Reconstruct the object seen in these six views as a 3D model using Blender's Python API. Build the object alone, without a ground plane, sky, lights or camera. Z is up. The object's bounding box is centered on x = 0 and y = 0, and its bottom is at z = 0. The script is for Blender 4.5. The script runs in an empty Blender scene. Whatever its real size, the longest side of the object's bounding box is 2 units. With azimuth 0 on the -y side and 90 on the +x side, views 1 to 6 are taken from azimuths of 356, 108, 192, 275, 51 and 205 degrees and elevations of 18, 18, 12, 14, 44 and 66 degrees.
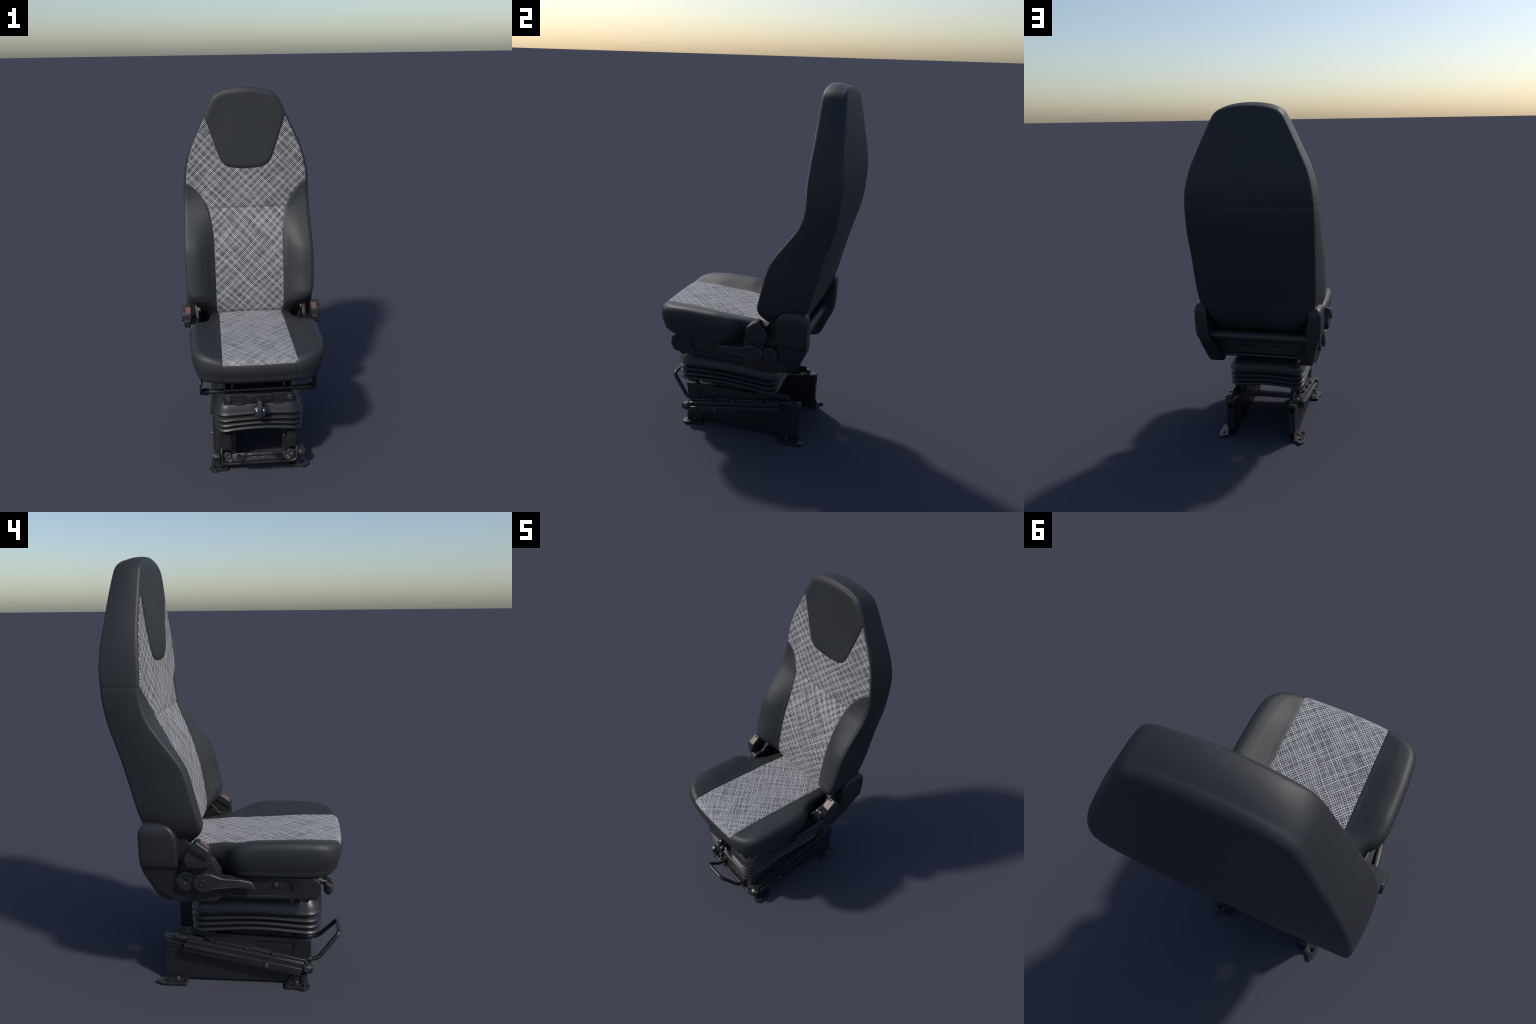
import bpy, bmesh, math
import numpy as np
from mathutils import Vector, Matrix

# ------------------------------------------------------------------ helpers
def hermite(x, xs, ys):
    """smooth (shape preserving) interpolation through a profile's control points"""
    xs = np.asarray(xs, float); ys = np.asarray(ys, float)
    x = np.asarray(x, float)
    h = np.diff(xs); d = np.diff(ys) / h
    m = np.zeros(len(xs)); m[0] = d[0]; m[-1] = d[-1]
    for i in range(1, len(xs) - 1):
        if d[i-1] * d[i] > 0:
            w1 = 2*h[i] + h[i-1]; w2 = h[i] + 2*h[i-1]
            m[i] = (w1 + w2) / (w1/d[i-1] + w2/d[i])
    xc = np.clip(x, xs[0], xs[-1])
    k = np.clip(np.searchsorted(xs, xc, side='right') - 1, 0, len(xs) - 2)
    t = (xc - xs[k]) / h[k]
    return ((2*t**3 - 3*t**2 + 1)*ys[k] + (t**3 - 2*t**2 + t)*h[k]*m[k]
            + (-2*t**3 + 3*t**2)*ys[k+1] + (t**3 - t**2)*h[k]*m[k+1])

def prof(*pairs):
    xs = [p[0] for p in pairs]; ys = [p[1] for p in pairs]
    return lambda v: hermite(v, xs, ys)

ROOT = None
def register(ob, parent=None):
    bpy.context.scene.collection.objects.link(ob)
    ob.parent = parent or ROOT
    return ob

def mesh_object(name, verts, faces, mat, parent=None, smooth=True, angle=None):
    me = bpy.data.meshes.new(name)
    me.from_pydata([tuple(v) for v in verts], [], [tuple(f) for f in faces])
    me.update()
    return finish(name, me, mat, parent, angle if angle else (180 if smooth else 0))

def finish(name, me, mat, parent=None, angle=35):
    me.materials.clear(); me.materials.append(mat)
    me.shade_smooth()
    if angle < 180:
        me.set_sharp_from_angle(angle=math.radians(angle))
    return register(bpy.data.objects.new(name, me), parent)

def rounded_polygon(pts, r, n=5):
    """round the corners of a closed polygon; r one radius or one per corner"""
    out = []; N = len(pts)
    rr = [r]*N if not hasattr(r, '__len__') else r
    for i in range(N):
        p0 = Vector(pts[i-1]); p = Vector(pts[i]); p1 = Vector(pts[(i+1) % N])
        a = p0 - p; b = p1 - p
        la, lb = a.length, b.length
        a.normalize(); b.normalize()
        ang = a.angle(b, math.pi)
        if rr[i] <= 0 or ang > math.pi - .05:
            out.append(p); continue
        t = min(rr[i]/math.tan(ang/2), .48*la, .48*lb)
        q0 = p + a*t; q1 = p + b*t
        for k in range(n+1):
            s = k/n
            out.append(q0*(1-s)**2 + p*(2*s*(1-s)) + q1*s*s)
    return [(q.x, q.y) for q in out]

def circle(cx, cy, r, n=20):
    return [(cx + r*math.cos(2*math.pi*i/n), cy + r*math.sin(2*math.pi*i/n)) for i in range(n)]

AXES = {'x': Matrix(((0, 0, 1, 0), (1, 0, 0, 0), (0, 1, 0, 0), (0, 0, 0, 1))),
        'y': Matrix(((1, 0, 0, 0), (0, 0, -1, 0), (0, 1, 0, 0), (0, 0, 0, 1))),
        'z': Matrix.Identity(4)}

def plate(name, axis, outline, a0, a1, mat, parent=None, holes=(), bevel=.002, r=0.0, seg=2, angle=35):
    """flat pressed part: outline in the plane across `axis`, thickness a0..a1"""
    lo, hi = min(a0, a1), max(a0, a1)
    cu = bpy.data.curves.new(name, 'CURVE'); cu.dimensions = '2D'; cu.fill_mode = 'BOTH'
    for loop in [rounded_polygon(outline, r) if r else outline] + list(holes):
        sp = cu.splines.new('POLY'); sp.points.add(len(loop)-1)
        for i, p in enumerate(loop):
            sp.points[i].co = (p[0], p[1], 0, 1)
        sp.use_cyclic_u = True
    bevel = min(bevel, .45*(hi-lo))
    cu.extrude = (hi-lo)/2 - bevel; cu.bevel_depth = bevel; cu.bevel_resolution = seg
    cu.offset = -bevel
    tmp = bpy.data.objects.new('tmp', cu)
    bpy.context.scene.collection.objects.link(tmp)
    me = bpy.data.meshes.new_from_object(tmp.evaluated_get(bpy.context.evaluated_depsgraph_get()))
    bpy.data.objects.remove(tmp); bpy.data.curves.remove(cu)
    mid = (lo+hi)/2
    off = {'x': (mid, 0, 0), 'y': (0, mid, 0), 'z': (0, 0, mid)}[axis]
    me.transform(Matrix.Translation(off) @ AXES[axis])
    bm = bmesh.new(); bm.from_mesh(me)
    bmesh.ops.remove_doubles(bm, verts=bm.verts, dist=1e-5)
    bmesh.ops.recalc_face_normals(bm, faces=bm.faces)
    bm.to_mesh(me); bm.free()
    me.name = name
    return finish(name, me, mat, parent, angle)

def box(name, c, s, mat, parent=None, rx=0.0, bevel=.003, seg=2, taper=None):
    bm = bmesh.new(); bmesh.ops.create_cube(bm, size=1)
    for v in bm.verts:
        k = 1.0
        if taper and v.co.z > 0: k = taper
        v.co = Vector((v.co.x*s[0]*k, v.co.y*s[1]*k, v.co.z*s[2]))
    if bevel:
        bmesh.ops.bevel(bm, geom=bm.edges[:], offset=bevel, segments=seg, affect='EDGES', profile=.5)
    bm.transform(Matrix.Translation(c) @ Matrix.Rotation(rx, 4, 'X'))
    me = bpy.data.meshes.new(name); bm.to_mesh(me); bm.free()
    return finish(name, me, mat, parent)

def revolve_mesh(name, profile, p0, direction, n=32):
    """surface of revolution: profile = [(distance along axis, radius)...]"""
    d = Vector(direction).normalized()
    q = d.to_track_quat('Z', 'Y').to_matrix()
    vs, fs = [], []
    for a, r in profile:
        for i in range(n):
            t = 2*math.pi*i/n
            vs.append(Vector(p0) + q @ Vector((r*math.cos(t), r*math.sin(t), a)))
    m = len(profile)
    for j in range(m-1):
        for i in range(n):
            fs.append((j*n+i, j*n+(i+1) % n, (j+1)*n+(i+1) % n, (j+1)*n+i))
    fs.append(tuple(range(n))[::-1]); fs.append(tuple((m-1)*n+i for i in range(n)))
    me = bpy.data.meshes.new(name)
    me.from_pydata([tuple(v) for v in vs], [], fs); me.update()
    bm = bmesh.new(); bm.from_mesh(me); bmesh.ops.recalc_face_normals(bm, faces=bm.faces)
    bm.to_mesh(me); bm.free()
    return me

def disc(name, c, direction, r, h, mat, parent=None, bevel=.003, dimple=None, n=36):
    """cylinder from c along direction, rounded rim, optional dimple (radius, depth) on the far end"""
    pr = [(0, r)]
    for k in range(5):
        t = k/4*math.pi/2
        pr.append((h-bevel+bevel*math.sin(t), r-bevel+bevel*math.cos(t)))
    if dimple:
        pr += [(h, dimple[0]), (h-dimple[1]*.7, dimple[0]*.85), (h-dimple[1], dimple[0]*.5), (h-dimple[1]*.6, dimple[0]*.25)]
    return finish(name, revolve_mesh(name, pr, c, direction, n), mat, parent, 40)

def tube(name, pts, r, mat, parent=None, bend=.02, n=16):
    """round bar along a polyline with rounded bends"""
    P = [Vector(p) for p in pts]; path = [P[0]]
    for i in range(1, len(P)-1):
        a = (P[i-1]-P[i]); b = (P[i+1]-P[i])
        t = min(bend, .45*a.length, .45*b.length)
        a.normalize(); b.normalize()
        for k in range(9):
            s = k/8
            path.append((P[i]+a*t)*(1-s)**2 + P[i]*(2*s*(1-s)) + (P[i]+b*t)*s*s)
    path.append(P[-1])
    vs, fs = [], []
    ref = None
    for i, p in enumerate(path):
        d = (path[min(i+1, len(path)-1)] - path[max(i-1, 0)]).normalized()
        if ref is None:
            ref = d.orthogonal().normalized()
        ref = (ref - d*ref.dot(d)).normalized()
        o = d.cross(ref)
        for k in range(n):
            t = 2*math.pi*k/n
            vs.append(p + (ref*math.cos(t) + o*math.sin(t))*r)
    for j in range(len(path)-1):
        for k in range(n):
            fs.append((j*n+k, j*n+(k+1) % n, (j+1)*n+(k+1) % n, (j+1)*n+k))
    fs.append(tuple(range(n))[::-1]); fs.append(tuple((len(path)-1)*n+k for k in range(n)))
    return mesh_object(name, vs, fs, mat, parent, angle=50)

def loft(name, rings, mat, parent=None, angle=180, cap=True):
    """skin through closed rings with equal point counts"""
    n = len(rings[0]); vs = [p for r in rings for p in r]; fs = []
    for j in range(len(rings)-1):
        for i in range(n):
            fs.append((j*n+i, j*n+(i+1) % n, (j+1)*n+(i+1) % n, (j+1)*n+i))
    if cap:
        fs.append(tuple(range(n))[::-1]); fs.append(tuple((len(rings)-1)*n+i for i in range(n)))
    me = bpy.data.meshes.new(name); me.from_pydata([tuple(v) for v in vs], [], fs); me.update()
    bm = bmesh.new(); bm.from_mesh(me); bmesh.ops.recalc_face_normals(bm, faces=bm.faces)
    bm.to_mesh(me); bm.free()
    return finish(name, me, mat, parent, angle)

def cut(ob, cutter):
    m = ob.modifiers.new('cut', 'BOOLEAN'); m.object = cutter; m.operation = 'DIFFERENCE'; m.solver = 'EXACT'
    me = bpy.data.meshes.new_from_object(ob.evaluated_get(bpy.context.evaluated_depsgraph_get()))
    ob.modifiers.clear(); ob.data = me
    me.set_sharp_from_angle(angle=math.radians(35))
    bpy.data.objects.remove(cutter)

def spaced(a, b, n, s0=1.0, s1=1.0):
    return np.linspace(a, b, n)

# ------------------------------------------------------------------ materials
def new_material(name):
    m = bpy.data.materials.new(name); m.use_nodes = True
    nt = m.node_tree; b = nt.nodes['Principled BSDF']
    return m, nt, b

def N(nt, kind, **kw):
    n = nt.nodes.new(kind)
    for k, v in kw.items():
        setattr(n, k, v)
    return n

def math_node(nt, op, a, b=None):
    n = N(nt, 'ShaderNodeMath', operation=op)
    for i, v in enumerate((a, b)):
        if v is None: continue
        if isinstance(v, (int, float)): n.inputs[i].default_value = v
        else: nt.links.new(v, n.inputs[i])
    return n.outputs[0]

def grained(name, col, rough, vary=.12, grain=900, bump=.08, spec=.5, patch=6, metallic=0.0, coat=0.0):
    """plain coloured surface: slight patchy tone, fine grain in the relief"""
    m, nt, b = new_material(name)
    tc = N(nt, 'ShaderNodeTexCoord')
    n1 = N(nt, 'ShaderNodeTexNoise'); n1.inputs['Scale'].default_value = patch; n1.inputs['Detail'].default_value = 4
    n2 = N(nt, 'ShaderNodeTexNoise'); n2.inputs['Scale'].default_value = grain; n2.inputs['Detail'].default_value = 2
    nt.links.new(tc.outputs['Object'], n1.inputs['Vector']); nt.links.new(tc.outputs['Object'], n2.inputs['Vector'])
    rp = N(nt, 'ShaderNodeValToRGB')
    rp.color_ramp.elements[0].position = .3; rp.color_ramp.elements[1].position = .7
    rp.color_ramp.elements[0].color = tuple(c*(1-vary) for c in col) + (1,)
    rp.color_ramp.elements[1].color = tuple(c*(1+vary) for c in col) + (1,)
    nt.links.new(n1.outputs['Fac'], rp.inputs['Fac']); nt.links.new(rp.outputs['Color'], b.inputs['Base Color'])
    b.inputs['Roughness'].default_value = rough; b.inputs['Metallic'].default_value = metallic
    b.inputs['Specular IOR Level'].default_value = spec; b.inputs['Coat Weight'].default_value = coat
    bp = N(nt, 'ShaderNodeBump'); bp.inputs['Strength'].default_value = bump; bp.inputs['Distance'].default_value = .001
    nt.links.new(n2.outputs['Fac'], bp.inputs['Height']); nt.links.new(bp.outputs['Normal'], b.inputs['Normal'])
    return m

def woven(name, up, pitch, band, dark, mid, light, band_amount=.5):
    """diagonal cross-hatched upholstery cloth; `up` is the object axis that runs along the cloth"""
    m, nt, b = new_material(name)
    tc = N(nt, 'ShaderNodeTexCoord'); sx = N(nt, 'ShaderNodeSeparateXYZ')
    nt.links.new(tc.outputs['Object'], sx.inputs[0])
    x = sx.outputs['X']; w = sx.outputs['Z'] if up == 'Z' else math_node(nt, 'ADD', sx.outputs['Y'], sx.outputs['Z'])
    wob = N(nt, 'ShaderNodeTexNoise'); wob.inputs['Scale'].default_value = 14; wob.inputs['Detail'].default_value = 1
    nt.links.new(tc.outputs['Object'], wob.inputs['Vector'])
    bend = math_node(nt, 'MULTIPLY', math_node(nt, 'SUBTRACT', wob.outputs['Fac'], .5), pitch*.8)
    a = math_node(nt, 'ADD', math_node(nt, 'MULTIPLY', math_node(nt, 'ADD', x, w), .7071), bend)
    c = math_node(nt, 'ADD', math_node(nt, 'MULTIPLY', math_node(nt, 'SUBTRACT', x, w), .7071), bend)
    def streaks(across, along, size, length, seed, detail=2.0):
        cb = N(nt, 'ShaderNodeCombineXYZ')
        nt.links.new(math_node(nt, 'DIVIDE', across, size), cb.inputs[0])
        nt.links.new(math_node(nt, 'DIVIDE', along, length), cb.inputs[1])
        cb.inputs[2].default_value = seed
        n = N(nt, 'ShaderNodeTexNoise'); n.inputs['Scale'].default_value = 1.0; n.inputs['Detail'].default_value = detail
        nt.links.new(cb.outputs[0], n.inputs['Vector'])
        return n.outputs['Fac']
    def rampv(v, lo, hi):
        r = N(nt, 'ShaderNodeMapRange'); r.interpolation_type = 'SMOOTHSTEP'
        r.inputs['From Min'].default_value = lo; r.inputs['From Max'].default_value = hi
        nt.links.new(v, r.inputs['Value']); return r.outputs['Result']
    def sine01(co, period, phase):
        arg = math_node(nt, 'ADD', math_node(nt, 'MULTIPLY', co, 2*math.pi/period), phase)
        return math_node(nt, 'ADD', math_node(nt, 'MULTIPLY', math_node(nt, 'SINE', arg), .5), .5)
    def yarns(co, other, seed):
        """one yarn direction: regular yarns of uneven brightness, gathered into tartan bands"""
        drift = math_node(nt, 'MULTIPLY', streaks(co, other, pitch*3, pitch*30, seed, 1.0), 5.0)
        w = sine01(co, pitch, drift)
        drift2 = math_node(nt, 'MULTIPLY', streaks(co, other, band*1.5, band*8, seed+11, 0.0), 6.0)
        bnd = math_node(nt, 'POWER', sine01(co, band, drift2), .8)
        amp = rampv(streaks(co, other, pitch*.9, pitch*16, seed+5, 1.0), .30, .62)
        fuzz = rampv(streaks(co, other, pitch*.5, pitch*1.5, seed+23, 2.0), .25, .75)
        env = math_node(nt, 'ADD', math_node(nt, 'MULTIPLY', bnd, band_amount), 1-band_amount)
        lum = math_node(nt, 'ADD', math_node(nt, 'MULTIPLY', amp, .48), .52)
        fz = math_node(nt, 'ADD', math_node(nt, 'MULTIPLY', fuzz, .30), .70)
        return math_node(nt, 'MULTIPLY', math_node(nt, 'MULTIPLY', w, env), math_node(nt, 'MULTIPLY', lum, fz))
    ta = yarns(a, c, 1.3); tcx = yarns(c, a, 7.7)
    s = math_node(nt, 'ADD', math_node(nt, 'MULTIPLY', math_node(nt, 'ADD', ta, tcx), .45),
                  math_node(nt, 'MULTIPLY', math_node(nt, 'MAXIMUM', ta, tcx), .75))
    rp = N(nt, 'ShaderNodeValToRGB'); e = rp.color_ramp.elements
    e[0].position = .16; e[0].color = dark + (1,)
    e[1].position = .95; e[1].color = light + (1,)
    k = e.new(.52); k.color = mid + (1,)
    nt.links.new(s, rp.inputs['Fac']); nt.links.new(rp.outputs['Color'], b.inputs['Base Color'])
    b.inputs['Roughness'].default_value = .85; b.inputs['Specular IOR Level'].default_value = .25
    b.inputs['Sheen Weight'].default_value = .1
    bp = N(nt, 'ShaderNodeBump'); bp.inputs['Strength'].default_value = .25; bp.inputs['Distance'].default_value = .0015
    nt.links.new(s, bp.inputs['Height']); nt.links.new(bp.outputs['Normal'], b.inputs['Normal'])
    return m

LEATHER = grained('black_leatherette', (.021, .0235, .026), .55, vary=.06, grain=700, bump=.10, spec=.42)
SHELL = grained('black_cover_vinyl', (.020, .022, .025), .55, vary=.05, grain=700, bump=.08, spec=.42)
PLASTIC = grained('black_moulded_plastic', (.016, .017, .019), .42, vary=.1, grain=1200, bump=.12, spec=.5)
STEEL = grained('black_painted_steel', (.014, .015, .017), .36, vary=.18, grain=300, bump=.10, patch=22, spec=.5)
RUBBER = grained('bellows_rubber', (.010, .011, .013), .40, vary=.1, grain=500, bump=.05, spec=.5)
BOLT = grained('zinc_bolt', (.10, .10, .105), .35, vary=.2, grain=400, bump=.1, metallic=.7)
CHROME = grained('bright_insert', (.55, .56, .6), .22, vary=.1, grain=200, bump=.05, metallic=1.0)
RED = grained('dull_red_button', (.13, .055, .045), .48, vary=.15, grain=400, bump=.05)
VOID = grained('dark_recess', (.006, .006, .007), .8, vary=.1, bump=0)
CLOTH_BACK = woven('backrest_cloth', 'Z', .0088, .035, (.038, .039, .042), (.160, .160, .168), (.42, .42, .44), .60)
CLOTH_SEAT = woven('cushion_cloth', 'Y', .0090, .031, (.036, .037, .041), (.150, .150, .160), (.40, .40, .425), .28)

# ------------------------------------------------------------------ the seat
ROOT = bpy.data.objects.new('driver_seat', None)
bpy.context.scene.collection.objects.link(ROOT)
ROOT['label'] = 'black truck driver seat with grey woven cloth panels on suspension base'
ROOT['category'] = 'vehicle seat'

def smooth_line(pts, per=24):
    """open curve through points (centripetal Catmull-Rom)"""
    P = np.array(pts, float); P = np.concatenate([[2*P[0]-P[1]], P, [2*P[-1]-P[-2]]]); out = []
    for i in range(1, len(P)-2):
        p0, p1, p2, p3 = P[i-1:i+3]
        d01, d12, d23 = [max(np.linalg.norm(q), 1e-6)**.5 for q in (p1-p0, p2-p1, p3-p2)]
        m1 = d12*((p1-p0)/d01 - (p2-p0)/(d01+d12) + (p2-p1)/d12)
        m2 = d12*((p2-p1)/d12 - (p3-p1)/(d12+d23) + (p3-p2)/d23)
        t = np.linspace(0, 1, per, endpoint=False)[:, None]
        out.append((2*t**3-3*t**2+1)*p1 + (t**3-2*t**2+t)*m1 + (-2*t**3+3*t**2)*p2 + (t**3-t**2)*m2)
    return np.concatenate(out + [P[-2:-1]])

def pillow(half_outline, spine, top, bottom, r_top, r_bot, tuck, step, k_top, k_bot, rim_rows=10, belly=.003):
    """upholstered body: plan outline (half, mirrored), a face above and one below given as heights over the plan,
    rolled edges of radius r_top / r_bot, bottom edge tucked in by tuck(a, b).
    Returns grid (rows, samples, 3) in (a, b, height), and the row where the wall begins."""
    H = smooth_line(half_outline)
    L = np.concatenate([[0], np.cumsum(np.linalg.norm(np.diff(H, axis=0), axis=1))])
    m = int(L[-1]/step); q = np.linspace(0, L[-1], m+1)
    right = np.stack([np.interp(q, L, H[:, i]) for i in (0, 1)], 1); right[0, 0] = right[-1, 0] = 0
    O = np.concatenate([right, right[-2:0:-1]*[-1, 1]])
    tn = np.roll(O, -1, 0) - np.roll(O, 1, 0); tn /= np.linalg.norm(tn, axis=1, keepdims=True)
    inn = np.stack([-tn[:, 1], tn[:, 0]], 1)
    core = np.stack([0*O[:, 0], np.clip(O[:, 1], *spine)], 1)
    if (inn*(core-O)).sum() < 0: inn = -inn
    rt = r_top(O[:, 0], O[:, 1]); rb = r_bot(O[:, 0], O[:, 1]); tk = tuck(O[:, 0], O[:, 1])
    rows = []
    def put(Q, h): rows.append(np.concatenate([Q, h[:, None]], 1))
    E = O + inn*rt[:, None]
    for k in range(k_top):
        t = k/k_top; Q = core + (E-core)*t; put(Q, top(Q[:, 0], Q[:, 1]))
    for k in range(9):
        a = math.pi/2*(1-k/8)
        Q = O + inn*(rt*(1-math.cos(a)))[:, None]; put(Q, top(Q[:, 0], Q[:, 1]) - rt*(1-math.sin(a)))
    wall = len(rows)-1
    h0 = rows[-1][:, 2]
    B = O + inn*tk[:, None]; hb = bottom(B[:, 0], B[:, 1]) + rb
    for k in range(1, rim_rows):
        t = k/rim_rows
        put(O + inn*(tk*t**1.5 - belly*4*t*(1-t))[:, None], h0 + (hb-h0)*t)
    for k in range(9):
        a = math.pi/2*k/8
        Q = B + inn*(rb*(1-math.cos(a)))[:, None]; put(Q, bottom(Q[:, 0], Q[:, 1]) + rb*(1-math.sin(a)))
    E2 = B + inn*rb[:, None]
    for k in range(1, k_bot+1):
        t = 1-k/k_bot; Q = core + (E2-core)*t; put(Q, bottom(Q[:, 0], Q[:, 1]))
    return np.stack(rows), wall

def grid_normals(V, closed=True):
    du = np.roll(V, -1, 1) - np.roll(V, 1, 1)
    dv = np.gradient(V, axis=0)
    n = np.cross(du, dv); l = np.linalg.norm(n, axis=-1, keepdims=True)
    return np.where(l > 1e-12, n/np.maximum(l, 1e-12), 0)

def split_body(V, region, names, mats, parents, snap):
    """one smooth skin (rows x samples), faces parted by region into objects that share borders and normals"""
    R, S = V.shape[:2]
    nr = grid_normals(V)
    ctr = V.mean((0, 1))
    if ((V-ctr)*nr).sum() < 0: nr = -nr; flip = True
    else: flip = False
    fc = (V[:-1] + V[1:])/2
    fc = (fc + np.roll(fc, -1, 1))/2
    reg = region(fc, np.arange(S)[None, :].repeat(R-1, 0))
    # border vertices go exactly onto the seam line
    for (ra, rb), f in snap:
        for sgn in ((ra, rb), ):
            A = np.zeros((R, S), bool); B = np.zeros((R, S), bool)
            for src, dst in ((ra, A), (rb, B)):
                k = np.isin(reg, src)
                for dr in (0, 1):
                    for ds in (0, 1):
                        dst[dr:R-1+dr] |= np.roll(k, ds, 1)
            idx = np.argwhere(A & B)
            P = V[idx[:, 0], idx[:, 1]].copy(); nn = nr[idx[:, 0], idx[:, 1]]
            e = 1e-4
            for _ in range(3):
                f0 = f(P)
                g = np.stack([(f(P + np.eye(3)[a]*e) - f0)/e for a in range(3)], 1)
                g = g - nn*(g*nn).sum(1, keepdims=True)
                step = -f0[:, None]*g/np.maximum((g*g).sum(1, keepdims=True), 1e-6)
                l = np.linalg.norm(step, axis=1, keepdims=True)
                P += step*np.minimum(1, .004/np.maximum(l, 1e-9))
            V[idx[:, 0], idx[:, 1]] = P
    verts = V.reshape(-1, 3)
    # weld the first and last rows along the spine
    weld = np.arange(len(verts)); seen = {}
    for r in (0, R-1):
        for c in range(S):
            key = tuple(np.round(verts[r*S+c], 4)); weld[r*S+c] = seen.setdefault(key, r*S+c)
    faces = []; freg = []
    for r in range(R-1):
        for c in range(S):
            c2 = (c+1) % S
            q = [int(weld[i]) for i in (r*S+c, r*S+c2, (r+1)*S+c2, (r+1)*S+c)]
            q = [v for i, v in enumerate(q) if v != q[i-1]]
            if len(q) < 3: continue
            faces.append(tuple(q[::-1]) if flip else tuple(q)); freg.append(reg[r, c])
    whole = bpy.data.meshes.new('whole'); whole.from_pydata(verts.tolist(), [], faces); whole.update()
    vn = np.zeros(len(verts)*3); whole.vertices.foreach_get('co', vn)
    nv = np.zeros(len(verts)*3); whole.vertex_normals.foreach_get('vector', nv); nv = nv.reshape(-1, 3)
    bpy.data.meshes.remove(whole)
    freg = np.array(freg); obs = {}
    for k in sorted(names):
        fl = [faces[i] for i in np.nonzero(freg == k)[0]]
        if not fl: continue
        used = sorted({v for f in fl for v in f}); mp = {v: i for i, v in enumerate(used)}
        me = bpy.data.meshes.new(names[k])
        me.from_pydata(verts[used].tolist(), [], [tuple(mp[v] for v in f) for f in fl]); me.update()
        me.materials.append(mats[k]); me.shade_smooth()
        me.normals_split_custom_set_from_vertices(nv[used].tolist())
        par = parents.get(k); obs[k] = register(bpy.data.objects.new(names[k], me), obs[par] if par is not None else None)
    return obs

# ---- backrest: outline in front view (x, z); front and rear faces given as y over that plan
BK_SIDE = [(.268, .700), (.322, .770), (.354, .820), (.368, .870), (.3735, .96), (.374, 1.1), (.372, 1.25), (.370, 1.38), (.363, 1.5),
           (.350, 1.58), (.323, 1.67), (.278, 1.77), (.235, 1.86)]
BK_OUTLINE = [(0, .655), (.12, .655), (.212, .657), (.246, .674)] + BK_SIDE + [(.2105, 1.912), (.192, 1.944), (.171, 1.9645), (.136, 1.9815), (.100, 1.9915), (.050, 1.998), (0, 2.0)]
bk_w = prof((.60, .235), *[(z, w) for w, z in BK_SIDE], (2.05, .22))
bk_front = prof((.60, .230), (.69, .205), (.73, .186), (.80, .180), (.84, .182), (.975, .199), (1.046, .217), (1.15, .251), (1.22, .2775),
                (1.306, .3145), (1.318, .3175), (1.34, .320), (1.40, .327), (1.5, .337), (1.6, .345), (1.75, .354), (1.88, .359), (2.0, .362))
bk_crest = prof((.60, .240), (.69, .207), (.725, .186), (.77, .147), (.81, .116), (.845, .107), (.88, .114), (.95, .131), (1.04, .152),
                (1.10, .172), (1.15, .201), (1.20, .238), (1.25, .275), (1.31, .315), (1.38, .340), (1.44, .348), (1.5, .347), (1.6, .350),
                (1.75, .356), (1.88, .358), (2.0, .358))
bk_rear = prof((.60, .280), (.67, .286), (.71, .312), (.76, .345), (.82, .370), (.88, .387), (.95, .404), (1.0, .415), (1.05, .427), (1.15, .454), (1.22, .477), (1.30, .501), (1.38, .515), (1.45, .522),
               (1.53, .526), (1.6, .522), (1.7, .511), (1.8, .500), (1.9, .489), (1.96, .481), (2.0, .475))
bk_bulge = prof((.60, .0), (.8, .0), (.88, .001), (.95, .009), (1.05, .021), (1.15, .014), (1.25, .006), (1.5, .006), (1.7, .008), (1.9, .006), (2.0, .0))
bk_narrow = prof((.60, .020), (.85, .026), (.95, .022), (1.2, .014), (1.45, .006), (1.7, .004), (1.93, .004), (1.955, .005), (1.985, .010), (2.0, .012))
bk_cross = prof((0, 0), (.28, 0), (.50, .02), (.575, .17), (.70, .65), (.82, .95), (.90, 1), (1.2, 1))

def headrest_edge(ax):
    return np.interp(ax, np.linspace(0, .30, 121), prof((0, 1.541), (.055, 1.544), (.095, 1.551), (.124, 1.565), (.145, 1.590),
                     (.160, 1.625), (.196, 1.733), (.236, 1.855), (.30, 2.05))(np.linspace(0, .30, 121)))
def bolster_edge(z):
    return prof((.6, .199), (.97, .200), (1.15, .202), (1.22, .209), (1.29, .221), (1.35, .245), (1.40, .278), (1.43, .308),
                (1.462, .356), (1.48, .40), (1.56, .62))(z)
f_head = lambda P: (P[:, 2] - headrest_edge(np.abs(P[:, 0])))*.5
f_bol = lambda P: (np.abs(P[:, 0]) - bolster_edge(P[:, 2]))
f_waist = lambda P: P[:, 2] - 1.314

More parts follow.
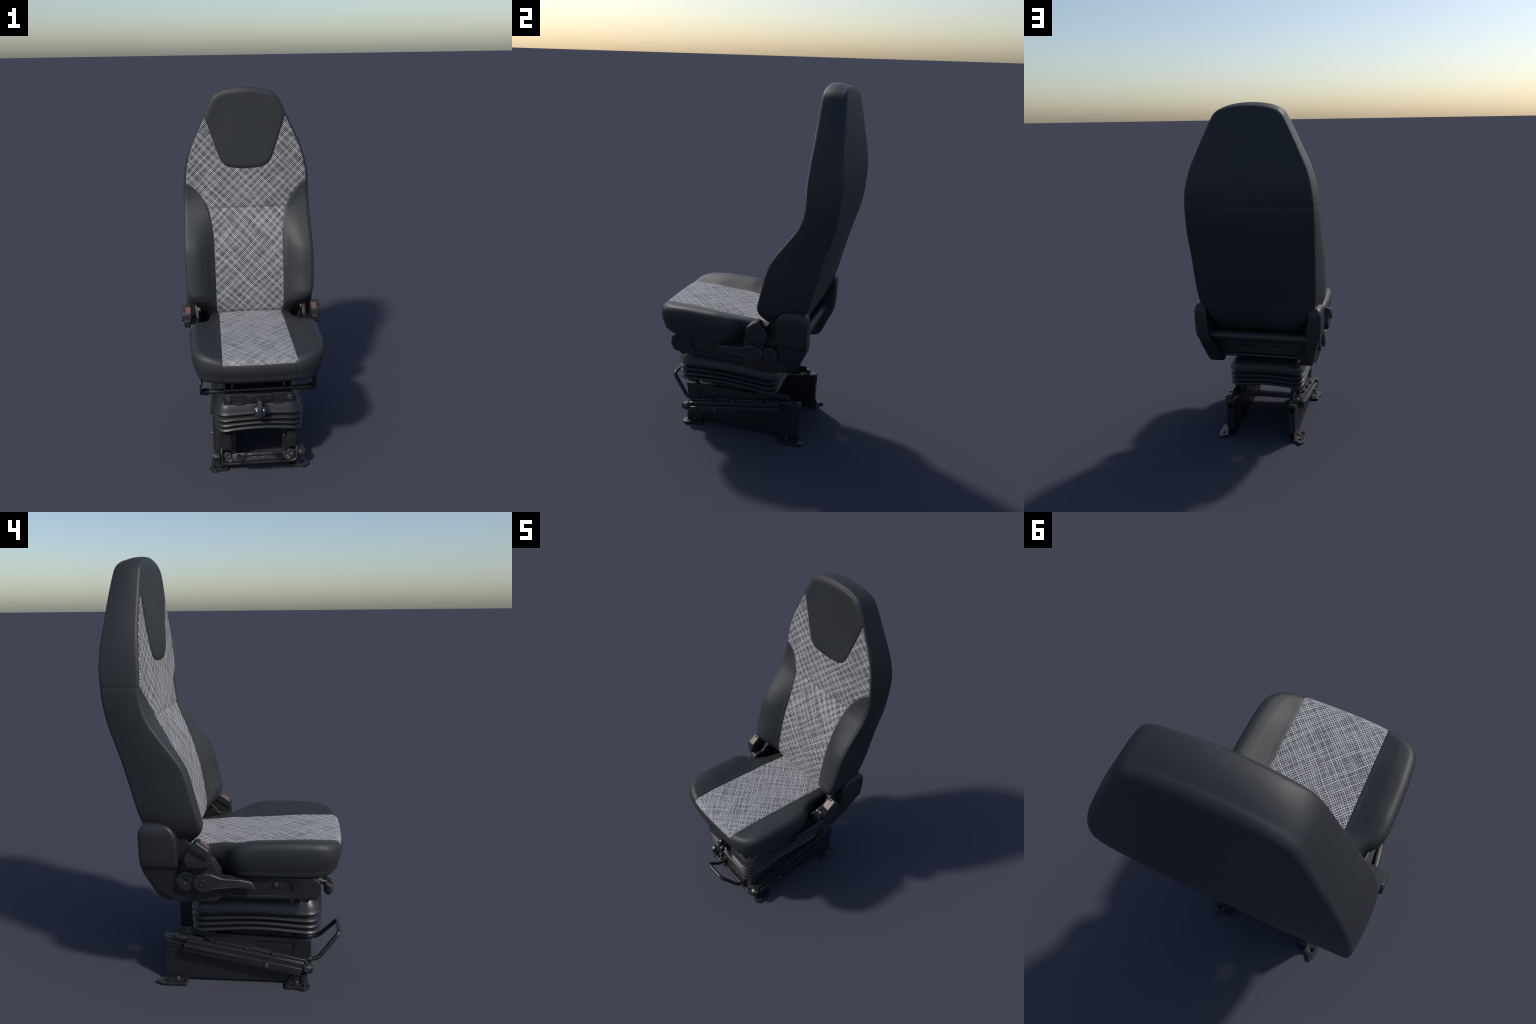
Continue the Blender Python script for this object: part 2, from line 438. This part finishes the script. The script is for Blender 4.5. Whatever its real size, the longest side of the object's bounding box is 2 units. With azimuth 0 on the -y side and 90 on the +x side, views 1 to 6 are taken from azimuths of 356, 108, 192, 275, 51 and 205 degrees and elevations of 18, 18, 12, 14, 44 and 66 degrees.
def build_backrest():
    def front_y(x, z): return bk_front(z) + bk_cross(np.abs(x)/bk_w(z))*(bk_crest(z)-bk_front(z))
    def rear_y(x, z): return bk_rear(z) + bk_bulge(z)*(1-np.minimum(np.abs(x)/bk_w(z), 1)**2)
    G, wall = pillow(BK_OUTLINE, (.74, 1.83), lambda x, z: -front_y(x, z), lambda x, z: -rear_y(x, z),
                     lambda x, z: .019 + 0*x, lambda x, z: .017 + .006*np.clip((z-1.86)/.08, 0, 1), lambda x, z: bk_narrow(z), .0048, 80, 34)
    V = np.stack([G[..., 0], -G[..., 2], G[..., 1]], 2)
    S = V.shape[1]; seam_row = wall-6
    row = np.broadcast_to(np.arange(V.shape[0])[:, None], V.shape[:2])
    # grooves along the sewn seams
    nr = grid_normals(V)
    if ((V-V.mean((0, 1)))*nr).sum() < 0: nr = -nr
    front = row <= seam_row
    flat = V.reshape(-1, 3)
    def groove(d, depth, width): return depth*np.exp(-(d/width)**2)
    g = np.zeros(V.shape[:2])
    ax = np.abs(flat[:, 0])
    in_f = front.reshape(-1)
    dh = np.abs(f_head(flat)); g = g + (groove(dh, .0035, .0045)*in_f).reshape(g.shape)
    pad = np.clip((flat[:, 2]-headrest_edge(ax))/.05, 0, 1); pad = pad*(2-pad)
    g = g - (.003*pad*in_f).reshape(g.shape)*np.clip((seam_row-row)/8, 0, 1)     # padded headrest panel
    slope = np.abs(np.gradient(bolster_edge(np.linspace(.6, 1.56, 300)), .96/299))
    db = np.abs(f_bol(flat))/np.sqrt(1+np.interp(flat[:, 2], np.linspace(.6, 1.56, 300), slope)**2)
    g = g + (groove(db, .0035, .0045)*in_f*(flat[:, 2] < 1.5)).reshape(g.shape)
    dw = np.abs(f_waist(flat)); g = g + (groove(dw, .005, .007)*in_f*(ax < bolster_edge(flat[:, 2]))).reshape(g.shape)
    side = ~front
    zseam = 1.452 - .004*np.cos(flat[:, 0]*6)
    g = g + (groove(flat[:, 2]-zseam, .0014, .004)*side.reshape(-1)).reshape(g.shape)
    g = g + groove((row-seam_row)*.0035, .0024, .004)
    # faint slackness of the upholstery
    slack = .0010*np.sin(flat[:, 0]*21+flat[:, 2]*9)*np.sin(flat[:, 2]*17-flat[:, 0]*7)
    g = g + slack.reshape(g.shape)
    V = V - nr*g[..., None]
    def region(fc, s):
        rw = np.arange(fc.shape[0])[:, None]
        shp = fc.shape[:2]; F = fc.reshape(-1, 3)
        hd = (f_head(F) > 0).reshape(shp); bo = (f_bol(F) > 0).reshape(shp); lo = (f_waist(F) < 0).reshape(shp)
        r = np.where(rw >= seam_row, 0, np.where(hd, 1, np.where(bo, np.where(fc[..., 0] > 0, 4, 5), np.where(lo, 3, 2))))
        return r
    return split_body(V, region,
        {0: 'backrest', 1: 'headrest_panel', 2: 'shoulder_cloth', 3: 'lumbar_cloth', 4: 'bolster', 5: 'bolster'},
        {0: SHELL, 1: LEATHER, 2: CLOTH_BACK, 3: CLOTH_BACK, 4: LEATHER, 5: LEATHER},
        {1: 0, 2: 0, 3: 0, 4: 0, 5: 0},
        [(([1], [2]), f_head), (([4, 5], [2, 3]), f_bol), (([2], [3]), f_waist)])

# ---- cushion: outline in plan (x, y); upper and lower faces as z over that plan
CU_SIDE = [(.335, -.418), (.343, -.36), (.348, -.25), (.349, -.15), (.346, -.085), (.337, -.045), (.315, -.012), (.292, .012), (.272, .055), (.258, .11), (.250, .18)]
CU_OUTLINE = [(0, -.522), (.10, -.520), (.18, -.514), (.24, -.503), (.285, -.484), (.316, -.457)] + CU_SIDE + [(.240, .222), (.205, .240), (.1, .243), (0, .243)]
cu_w = prof((-.53, .30), (-.47, .318), *[(y, x) for x, y in CU_SIDE], (.25, .25))
cu_top = prof((-.53, .734), (-.44, .737), (-.36, .737), (-.29, .733), (-.2, .727), (-.1, .720), (0, .712), (.1, .704), (.2, .700), (.25, .698))
cu_crest = prof((-.53, .738), (-.47, .755), (-.40, .766), (-.28, .770), (-.14, .767), (-.068, .755), (-.01, .738), (.055, .720), (.12, .705), (.2, .698), (.25, .697))
cu_cross = prof((0, 0), (.44, 0), (.53, .02), (.58, .08), (.68, .44), (.80, .86), (.90, 1), (1.2, .98))
F_EDGE = .1865
def f_strip(P): return np.abs(P[:, 0]) - F_EDGE
def f_lip(P): return P[:, 2] - .7125
def build_cushion():
    def up_z(x, y):
        crown = .006*np.clip(1-(x/.19)**2, 0, 1)*np.clip((y+.40)/.3, 0, 1)
        return cu_top(y) + crown + cu_cross(np.abs(x)/cu_w(y))*(cu_crest(y)-cu_top(y))
    V, wall = pillow(CU_OUTLINE, (-.32, .05), up_z, lambda x, y: .590 + 0*x,
                     lambda x, y: .034 + 0*x, lambda x, y: .034 + .018*np.clip((-.40-y)/.1, 0, 1), lambda x, y: .020 - .010*np.clip((-.44-y)/.06, 0, 1), .0046, 76, 20, belly=.004)
    S = V.shape[1]
    row = np.broadcast_to(np.arange(V.shape[0])[:, None], V.shape[:2])
    nr = grid_normals(V)
    if ((V-V.mean((0, 1)))*nr).sum() < 0: nr = -nr
    F = V.reshape(-1, 3)
    upper = (F[:, 2] > .60)
    lipz = f_lip(F)
    onf = (F[:, 1] < -.40)
    g = .0030*np.exp(-(f_strip(F)/.0045)**2)*upper
    inside = np.abs(F[:, 0]) < F_EDGE
    g = g + .0025*np.exp(-(lipz/.004)**2)*onf*inside*(F[:, 1] < -.47)
    slack = .0012*np.sin(F[:, 0]*17+F[:, 1]*11)*np.sin(F[:, 1]*19-F[:, 0]*5)
    g = g + slack
    V = V - nr*g.reshape(V.shape[:2])[..., None]
    def region(fc, s):
        rw = np.arange(fc.shape[0])[:, None]
        cloth = (np.abs(fc[..., 0]) < F_EDGE) & (rw < wall+2) & ((fc[..., 1] > -.47) | (fc[..., 2] > .7125))
        return np.where(cloth, 1, 0)
    def f_any(P):
        front = (P[:, 1] < -.47)
        return np.where(front & (np.abs(P[:, 2]-.7125) < np.abs(np.abs(P[:, 0])-F_EDGE)), -f_lip(P), f_strip(P))
    return split_body(V, region, {0: 'seat_cushion', 1: 'cushion_cloth'}, {0: LEATHER, 1: CLOTH_SEAT}, {1: 0},
                      [(([0], [1]), f_any)])

BACK = build_backrest()
CUSH = build_cushion()

# ------------------------------------------------------------------ bellows
def build_bellows():
    y0, y1 = -.428, .200; hw = .240; cy = (y0+y1)/2; hl = (y1-y0)/2; R = .075
    # plan outline with rounded corners
    pts = []
    per_edge = 26; per_c = 12
    for q in range(4):
        corner = [(1, -1), (1, 1), (-1, 1), (-1, -1)][q]
        cxq, cyq = corner[0]*(hw-R), corner[1]*(hl-R)
        a0 = [-90, 0, 90, 180][q]
        for k in range(per_c):
            a = math.radians(a0 + 90*k/per_c); pts.append((cxq+R*math.cos(a), cyq+R*math.sin(a), math.cos(a), math.sin(a)))
        nx = [(1, 1), (-1, 1), (-1, -1), (1, -1)][q]
        a1 = math.radians(a0+90); ex, ey = cxq+R*math.cos(a1), cyq+R*math.sin(a1)
        tx, ty = nx[0]*(hw-R), nx[1]*(hl-R)
        a2 = a1; fx, fy = tx+R*math.cos(a2), ty+R*math.sin(a2)
        for k in range(per_edge):
            s = k/per_edge; pts.append((ex+(fx-ex)*s, ey+(fy-ey)*s, math.cos(a1), math.sin(a1)))
    # vertical profile: four lips with grooves between; (height, inset)
    lips = [.385, .350, .320, .290]
    pr = [(.492, .078), (.470, .063), (.448, .039), (.425, .019), (.404, .008)]
    for i, z in enumerate(lips):
        for a in (70, 35, 0, -35, -70):
            pr.append((z+.0048*math.sin(math.radians(a)), .0048*(1-math.cos(math.radians(a)))+.0015*i))
        if i < 3:
            zn = lips[i+1]
            pr += [(z-.008, .018), (z-.013, .028), ((z+zn)/2-.004, .024), (zn+.010, .010)]
    pr += [(.282, .020), (.279, .045), (.279, .10)]
    rings = []
    for z, ins in pr:
        low = min(max((.41-z)/.12, 0), 1)
        ring = []
        for x, y, nx, ny in pts:
            sx = x/hw; sy = y/hl
            wave = .009*math.cos(math.pi*sy)*(abs(sx) > .6)*min(1, (abs(sx)-.6)/.3) + .006*math.cos(math.pi*sx)*(1-min(1, max(0, (abs(sx)-.7)/.3)))*(abs(sy) > .8)
            ring.append((x-nx*ins, cy+y-ny*ins, z + wave*(.35+.65*low) - .002))
        rings.append(ring)
    return loft('bellows', rings, RUBBER, None, 180)
BELLOWS = build_bellows()

# ------------------------------------------------------------------ base frame
SLOPE = math.atan(.195)
def zrail(y): return .166 + .195*y
def on_rail(y, up): return (y - math.sin(SLOPE)*up, zrail(y) + math.cos(SLOPE)*up)

FRAME = box('floor_crossbar', (0, -.350, .066), (.40, .010, .052), STEEL, None, rx=math.radians(-25), bevel=.003)
for s in (-1, 1):
    rv = disc('rivet', (s*.026, -.3535, .068), (0, -1, .45), .007, .006, BOLT, FRAME, bevel=.003)

def bolt(c, d, r, parent, h=.007, mat=BOLT):
    w = disc('bolt', c, d, r, h, mat, parent, bevel=min(.0025, h*.4), dimple=(r*.5, h*.5), n=18)
    return w

for s in (-1, 1):
    # side beam: tall box tapering to the front
    beam = plate('floor_beam', 'x', [(.333, .236), (-.352, .098), (-.36, .025), (-.34, .010), (.29, .010), (.330, .045)],
                 s*.170, s*.212, STEEL, None, bevel=.004, r=.006)
    hole = box('hole', (s*.191, .33, .196), (.030, .20, .032), VOID, None, bevel=0)
    cut(beam, hole)
    box('beam_dark_plate', (s*.191, .228, .196), (.029, .002, .031), VOID, beam, bevel=0)  # thin near-black plate at the inner end of the cut hole
    # pressed lip under the rail
    plate('beam_lip', 'x', [(.315, .196), (.315, .188), (.12, .152), (.12, .160)], s*.211, s*.216, STEEL, beam, bevel=.001)
    # slide rail: outer channel, upper channel, guide strip with clips
    L = .70
    def along(y0, y1, up0, up1, x0, x1, name, mat=STEEL, par=beam, bev=.003):
        a = on_rail(y0, up0); b = on_rail(y1, up0); c = on_rail(y1, up1); d = on_rail(y0, up1)
        return plate(name, 'x', [a, b, c, d], s*x0, s*x1, mat, par, bevel=bev)
    rail = along(.228, -.338, -.036, .002, .212, .250, 'slide_rail')
    along(.229, .228, -.030, -.004, .217, .245, 'rail_end_dark_plate', VOID, bev=.0004)  # thin near-black plate on the rear end of the solid rail, where the original is hollow
    along(.225, -.02, -.010, .000, .2495, .2550, 'rail_lip', par=beam, bev=.002)
    along(.325, .228, -.024, -.012, .211, .216, 'beam_ledge', par=beam, bev=.002)
    along(.222, -.342, .0, .022, .208, .233, 'rail_runner')
    along(.222, .145, .021, .034, .204, .228, 'runner_block')
    along(.115, -.342, .021, .034, .203, .215, 'guide_strip', bev=.004)
    along(.13, -.342, .014, .024, .215, .225, 'guide_strip', bev=.004)
    for y in (.075, -.065, -.195):
        along(y+.012, y-.012, .012, .037, .205, .228, 'rail_clip', bev=.003)
    # rear stub and latch
    along(.285, .222, .004, .028, .198, .226, 'rail_stub', bev=.008)
    along(.285, .18, .004, .010, .190, .214, 'rail_latch', bev=.002)
    disc('latch_pin', (s*.205, .268, zrail(.268)+.006), (0, 0, 1), .012, .022, BOLT, beam, bevel=.004)
    disc('latch_pin', (s*.205, .205, zrail(.205)+.010), (0, 0, 1), .009, .022, BOLT, beam, bevel=.003)
    plate('latch_plate', 'x', [(.275, .236), (.262, .272), (.150, .274), (.140, .232)], s*.186, s*.192, STEEL, beam, bevel=.002, r=.008)
    bolt((s*.2500, -.168, zrail(-.168)-.016), (s, 0, 0), .010, beam, .009)
    # rounded nose at the front of the rail
    nose = plate('rail_nose', 'x', rounded_polygon([(-.338, .086), (-.338, .122), (-.372, .120), (-.392, .106), (-.388, .080), (-.36, .070)], .016), s*.212, s*.246, STEEL, beam, bevel=.008, seg=3)
    disc('nose_roller', (s*.213, -.362, .100), (s, 0, 0), .015, .038, BOLT, beam, bevel=.004, dimple=(.007, .004))
    # feet
    rear = [(.172, .346), (.222, .347), (.236, .368), (.250, .370), (.262, .348), (.267, .335), (.267, .219), (.212, .217), (.172, .250)]
    frnt = [(.172, -.366), (.222, -.368), (.240, -.378), (.260, -.372), (.276, -.350), (.266, -.318), (.262, -.300), (.262, -.258), (.210, -.256), (.172, -.290)]
    plate('foot', 'z', [(s*x, y) for x, y in rear], 0.0, .012, STEEL, beam, holes=[circle(s*.237, .324, .0085), circle(s*.237, .240, .0085)], bevel=.002, r=.006)
    plate('foot', 'z', [(s*x, y) for x, y in frnt], 0.0, .012, STEEL, beam, holes=[circle(s*.238, -.286, .0085), circle(s*.240, -.338, .0085)], bevel=.002, r=.006)
    bolt((s*.224, .268, .011), (0, 0, 1), .010, beam, .009)
    bolt((s*.218, -.312, .011), (0, 0, 1), .011, beam, .010)
    plate('foot_gusset', 'x', [(.345, .012), (.322, .075), (.300, .012)], s*.203, s*.211, STEEL, beam, bevel=.002)
    plate('foot_gusset', 'x', [(-.262, .010), (-.280, .045), (-.325, .060), (-.345, .010)], s*.211, s*.222, STEEL, beam, bevel=.003, r=.008)
    disc('foot_bushing', (s*.216, -.345, .012), (0, 0, 1), .018, .050, STEEL, beam, bevel=.004)
    # carriage above the rail, with a pressed window
    out = [(.146, .252), (-.374, .232), (-.356, .125), (.130, .219)]
    win = rounded_polygon([(-.105, .222), (-.305, .214), (-.290, .142), (-.108, .181)], .018)
    car = plate('carriage_plate', 'x', out, s*.194, s*.203, STEEL, None, holes=[win], bevel=.002, r=.004)
    plate('carriage_liner', 'x', [(.135, .246), (-.368, .228), (-.352, .130), (.125, .222)], s*.187, s*.1955, STEEL, car, bevel=.001)
    box('carriage_post', (s*.174, -.364, .180), (.050, .010, .100), STEEL, car, bevel=.004)
    box('carriage_rib', (s*.182, -.12, .238), (.036, .50, .006), STEEL, car, rx=math.radians(2.2), bevel=.002)
    box('carriage_end', (s*.174, .142, .232), (.046, .010, .052), STEEL, car, bevel=.003)
    plate('carriage_web', 'x', [(.14, .248), (-.36, .226), (-.36, .150), (-.30, .140), (.10, .205)], s*.150, s*.156, STEEL, car, bevel=.002, r=.02)
    # swing arm showing below the bellows
    arm = plate('swing_arm', 'x', [(.06, .30), (.02, .262), (-.06, .240), (-.14, .236), (-.20, .250), (-.30, .286), (-.30, .31), (.06, .32)], s*.182, s*.188, STEEL, None, bevel=.002, r=.03)
    for y in (-.03, -.105, -.16):
        bolt((s*.188, y, .268), (s, 0, 0), .007, arm, .006, STEEL)
    box('arm_block', (s*.185, -.335, .268), (.05, .05, .034), STEEL, arm, bevel=.004)
    box('arm_block', (s*.185, .105, .268), (.05, .06, .030), STEEL, arm, bevel=.004)
    # strut inside the front end
    plate('strut', 'y', [(s*.118, .27), (s*.150, .27), (s*.156, .075), (s*.126, .070), (s*.130, .19)], -.345, -.325, STEEL, car, bevel=.003, r=.006)
    bolt((s*.138, -.345, .195), (0, -1, 0), .008, car)
    bolt((s*.160, -.358, .062), (0, -1, .4), .013, FRAME, .008)
    disc('pivot_ring', (s*.172, -.350, .085), (0, -1, .5), .020, .012, STEEL, FRAME, bevel=.003, dimple=(.011, .006))

# release bar and pull handle
tube('release_bar', [(-.205, -.345, .130), (-.206, -.366, .100), (-.205, -.376, .060), (-.175, -.377, .050), (.175, -.377, .050), (.205, -.376, .060), (.206, -.366, .100), (.205, -.345, .130)], .0075, STEEL, FRAME, bend=.018)
tube('pull_handle', [(-.112, -.345, .078), (-.112, -.415, .084), (-.074, -.519, .205), (.074, -.519, .205), (.112, -.415, .084), (.112, -.345, .078)], .0115, STEEL, FRAME, bend=.024)
for s in (-1, 1):
    disc('handle_sleeve', (s*.112, -.355, .079), (0, -1, 0), .0135, .030, STEEL, FRAME, bevel=.003)

# ------------------------------------------------------------------ upper frame under the cushion
PAN = box('seat_pan', (0, -.03, .540), (.36, .40, .065), STEEL, None, bevel=.008)
box('cushion_board', (0, -.13, .584), (.56, .42, .014), STEEL, PAN, bevel=.003)
plate('recliner_frame', 'y', [(-.316, .53), (.316, .53), (.316, .745), (-.316, .745)], .250, .260, STEEL, PAN, bevel=.003)
box('suspension_platform', (0, -.08, .478), (.36, .42, .060), STEEL, PAN, bevel=.006)
front = plate('knob_plate', 'y', [(-.186, .428), (.186, .428), (.186, .484), (.150, .490), (-.150, .490), (-.186, .484)], -.404, -.392, STEEL, None, bevel=.003, r=.006)
plate('plate_flange', 'y', [(-.068, .440), (.068, .440), (.068, .486), (-.068, .486)], -.412, -.403, STEEL, front, bevel=.003, r=.010)
for x in (-.160, -.046, .046, .160):
    bolt((x, -.403 if abs(x) > .1 else -.411, .463), (0, -1, 0), .013 if abs(x) > .1 else .008, front, .009, BOLT if abs(x) > .1 else STEEL)
for x in (-.098, .098):
    box('plate_tab', (x, -.405, .434), (.05, .012, .012), STEEL, front, bevel=.003)
rearp = plate('mounting_plate', 'y', [(-.182, .462), (.182, .462), (.182, .515), (-.182, .515)], .135, .147, STEEL, None, bevel=.003, r=.004)
for x in (-.150, -.035, .035, .150):
    bolt((x, .146, .487), (0, 1, 0), .010, rearp, .008, STEEL)
box('seat_tray', (0, .16, .572), (.48, .16, .012), STEEL, PAN, rx=math.radians(-6), bevel=.004)
plate('apron', 'y', [(-.262, .530), (.262, .530), (.262, .640), (-.262, .640)], .272, .281, STEEL, PAN, bevel=.003, r=.006)
for x in (-.09, .09):
    tube('apron_wire', [(x-.05, .283, .573), (x-.04, .289, .580), (x+.04, .289, .580), (x+.05, .283, .573), (x+.052, .283, .550)], .003, STEEL, rearp, bend=.01)
# torsion bar across the front with its end boots
bar = tube('torsion_bar', [(-.302, -.352, .486), (.302, -.352, .486)], .0125, STEEL, None)
for s in (-1, 1):
    for k in range(4):
        disc('boot_rib', (s*(.258+.009*k), -.352, .486), (s, 0, 0), [.0165, .019, .0195, .018][k], .008, RUBBER, bar, bevel=.003)
    for x in (.138, .178):
        plate('bar_hanger', 'x', [(-.368, .478), (-.362, .510), (-.33, .560), (-.31, .560), (-.31, .480), (-.34, .468)], s*(x-.005), s*(x+.005), STEEL, bar, bevel=.002, r=.006)

# turning knob on the front plate
knob = disc('adjuster_knob', (0, -.412, .452), (0, -1, -.22), .016, .045, PLASTIC, None, bevel=.003)
kr = []
for (d, w, z0, z1) in ((0, .020, .400, .448), (.012, .032, .388, .452), (.028, .034, .384, .446), (.036, .028, .390, .436), (.040, .016, .400, .425)):
    kr.append([(x, -.440-d, z) for x, z in rounded_polygon([(-w, z1-.006), (-w*.5, z1), (w*.5, z1), (w, z1-.006), (w*.75, z0), (-w*.75, z0)], .006, 3)])
loft('knob_grip', kr, PLASTIC, knob, 50)
plate('knob_fin', 'x', rounded_polygon([(-.436, .470), (-.452, .486), (-.470, .476), (-.484, .440), (-.488, .400), (-.470, .374), (-.450, .380)], .012), -.0115, .0115, PLASTIC, knob, bevel=.005, seg=3)
for s in (-1, 1):
    plate('knob_insert', 'x', rounded_polygon([(-.476, .440), (-.4815, .430), (-.484, .412), (-.476, .396), (-.470, .410), (-.470, .432)], .004), s*.014, s*.022, CHROME, knob, bevel=.002)

for s in (-1, 1):
    # pressed side plate of the pan
    out = rounded_polygon([(.060, .612), (.020, .600), (-.030, .589), (-.392, .592), (-.417, .570), (-.420, .530), (-.400, .492), (-.37, .488), (.07, .488)],
                          [.01, .02, .03, .02, .02, .02, .02, .01, .01])
    slot = rounded_polygon([(-.005, .585), (-.270, .583), (-.296, .550), (-.275, .508), (-.02, .503), (.02, .53)], .028)
    pp = plate('pan_flange', 'x', out, s*.296, s*.307, STEEL, None, holes=[slot], bevel=.003)
    plate('pan_recess', 'x', [(.03, .590), (-.29, .588), (-.305, .55), (-.28, .498), (.03, .496)], s*.292, s*.300, STEEL, pp, bevel=.002, r=.02)
    disc('plate_screw', (s*.299, -.215, .558), (s, 0, 0), .0135, .008, STEEL, pp, bevel=.003)
    bolt((s*.306, -.215, .558), (s, 0, 0), .008, pp, .007)
    box('pan_rim', (s*.288, -.19, .594), (.028, .40, .006), STEEL, pp, bevel=.002)

    # recliner bracket
    br = rounded_polygon([(.365, .800), (.250, .842), (.205, .800), (.165, .752), (.125, .700), (.060, .690), (.030, .640), (.022, .570), (.022, .510), (.050, .478),
                          (.230, .474), (.310, .520), (.372, .620)], .02)
    bracket = plate('recliner_bracket', 'x', br, s*.306, s*.328, STEEL, None, bevel=.004, seg=3)
    plate('bracket_edge', 'x', rounded_polygon([(.262, .846), (.235, .842), (.180, .772), (.150, .735), (.165, .728), (.195, .765)], .006), s*.294, s*.312, STEEL, bracket, bevel=.003)
    # hubs and lever
    disc('recliner_hub', (s*.327, .186, .584), (s, 0, 0), .047, .024, PLASTIC, bracket, bevel=.006, dimple=(.013, .008))
    lever = rounded_polygon([(.108, .632), (.070, .626), (.020, .606), (-.060, .598), (-.112, .584), (-.128, .545), (-.100, .546), (-.060, .556), (.040, .553), (.080, .540), (.108, .534),
                             (.140, .545), (.156, .584), (.140, .620)], .022, 6)
    lv = plate('recliner_lever', 'x', lever, s*.342, s*.366, PLASTIC, None, bevel=.008, seg=4)
    for v in lv.data.vertices:      # handle cranks in towards the cushion
        v.co.x -= s*.020*min(max((.05-v.co.y)/.15, 0), 1)
    disc('lever_boss', (s*.327, .108, .584), (s, 0, 0), .043, .020, PLASTIC, lv, bevel=.003)
    disc('lever_cap', (s*.3655, .108, .582), (s, 0, 0), .015, .0025, PLASTIC, lv, bevel=.001, dimple=(.011, .006))

    # shell-like cover over the recliner
    cx_out = prof((.475, .312), (.55, .333), (.60, .346), (.645, .357), (.660, .368), (.70, .374), (.80, .377), (.835, .373), (.852, .362), (.860, .346))
    cx_in = prof((.475, .235), (.55, .254), (.59, .270), (.67, .292), (.75, .299), (.82, .305), (.85, .312), (.860, .322))
    cy_f = prof((.475, .250), (.485, .224), (.51, .214), (.56, .224), (.60, .228), (.64, .220), (.66, .216), (.74, .218), (.79, .222), (.82, .232), (.843, .252), (.856, .280), (.860, .305))
    cy_r = prof((.475, .285), (.485, .316), (.51, .334), (.56, .356), (.60, .376), (.64, .390), (.66, .391), (.72, .393), (.79, .393), (.825, .391), (.846, .378), (.857, .358), (.860, .338))
    rings = []
    for z in np.concatenate([np.linspace(.475, .64, 34), np.linspace(.642, .664, 14), np.linspace(.67, .83, 24), np.linspace(.834, .860, 16)]):
        a, b, c, d = float(cx_in(z)), float(cx_out(z)), float(cy_f(z)), float(cy_r(z))
        rings.append([(s*x, y, z) for x, y in rounded_polygon([(a, c), (b, c), (b, d), (a, d)], [.006, min(.016, (d-c)*.4), min(.018, (d-c)*.4), .008], 6)])
    cov = loft('recliner_cover', rings, PLASTIC, None, 60)

    # belt buckle on its stalk
    dy, dz = .008, -.014
    mv = lambda pts: [(y+dy, z+dz) for y, z in pts]
    bk = rounded_polygon(mv([(.128, .803), (.116, .806), (.064, .764), (.062, .745), (.054, .722), (.058, .684), (.120, .676), (.168, .682), (.178, .722), (.160, .760)]), [.006, .006, .008, .01, .012, .012, .02, .012, .015, .01])
    buckle = plate('belt_buckle', 'x', bk, s*.352, s*.392, PLASTIC, None, bevel=.006, seg=3)
    hd = rounded_polygon(mv([(.132, .798), (.117, .8065), (.062, .766), (.058, .735), (.070, .718), (.150, .772)]), .008)
    plate('buckle_head', 'x', hd, s*.348, s*.404, PLASTIC, buckle, bevel=.008, seg=4)
    # button lies on the sloping top face
    e = Vector((0, .062-.117, .766-.8065)).normalized()
    nrm = Vector((0, e.z, -e.y)); nrm = nrm if nrm.z > 0 else -nrm
    mid = Vector((s*.366, (.062+.117)/2+dy, (.766+.8065)/2+dz))
    for name, wd, ln, th, mat, off, sh in (('buckle_button', .028, .042, .006, RED, -.0014, .006), ('buckle_slot', .030, .008, .0052, VOID, .0, -.024)):
        bm = bmesh.new(); bmesh.ops.create_cube(bm, size=1)
        for v in bm.verts: v.co = Vector((v.co.x*wd, v.co.y*ln, v.co.z*th))
        bmesh.ops.bevel(bm, geom=bm.edges[:], offset=.0015, segments=2, affect='EDGES')
        M = Matrix((Vector((1, 0, 0)), e, Vector((1, 0, 0)).cross(e))).transposed().to_4x4()
        bm.transform(Matrix.Translation(mid + e*sh + nrm*off) @ M)
        me = bpy.data.meshes.new(name); bm.to_mesh(me); bm.free(); finish(name, me, mat, buckle)
    bolt((s*.3905, .150, .698), (s, 0, 0), .008, buckle, .004, PLASTIC)
    plate('buckle_stalk', 'x', rounded_polygon([(.165, .690), (.062, .690), (.040, .640), (.030, .600), (.150, .600)], .015), s*.327, s*.354, STEEL, bracket, bevel=.003)

# cross tubes between the recliners
tube('cross_tube', [(-.315, .320, .650), (.315, .320, .650)], .031, PLASTIC, PAN, n=28)
tube('cross_rod', [(-.285, .270, .514), (.285, .270, .514)], .0115, STEEL, PAN)
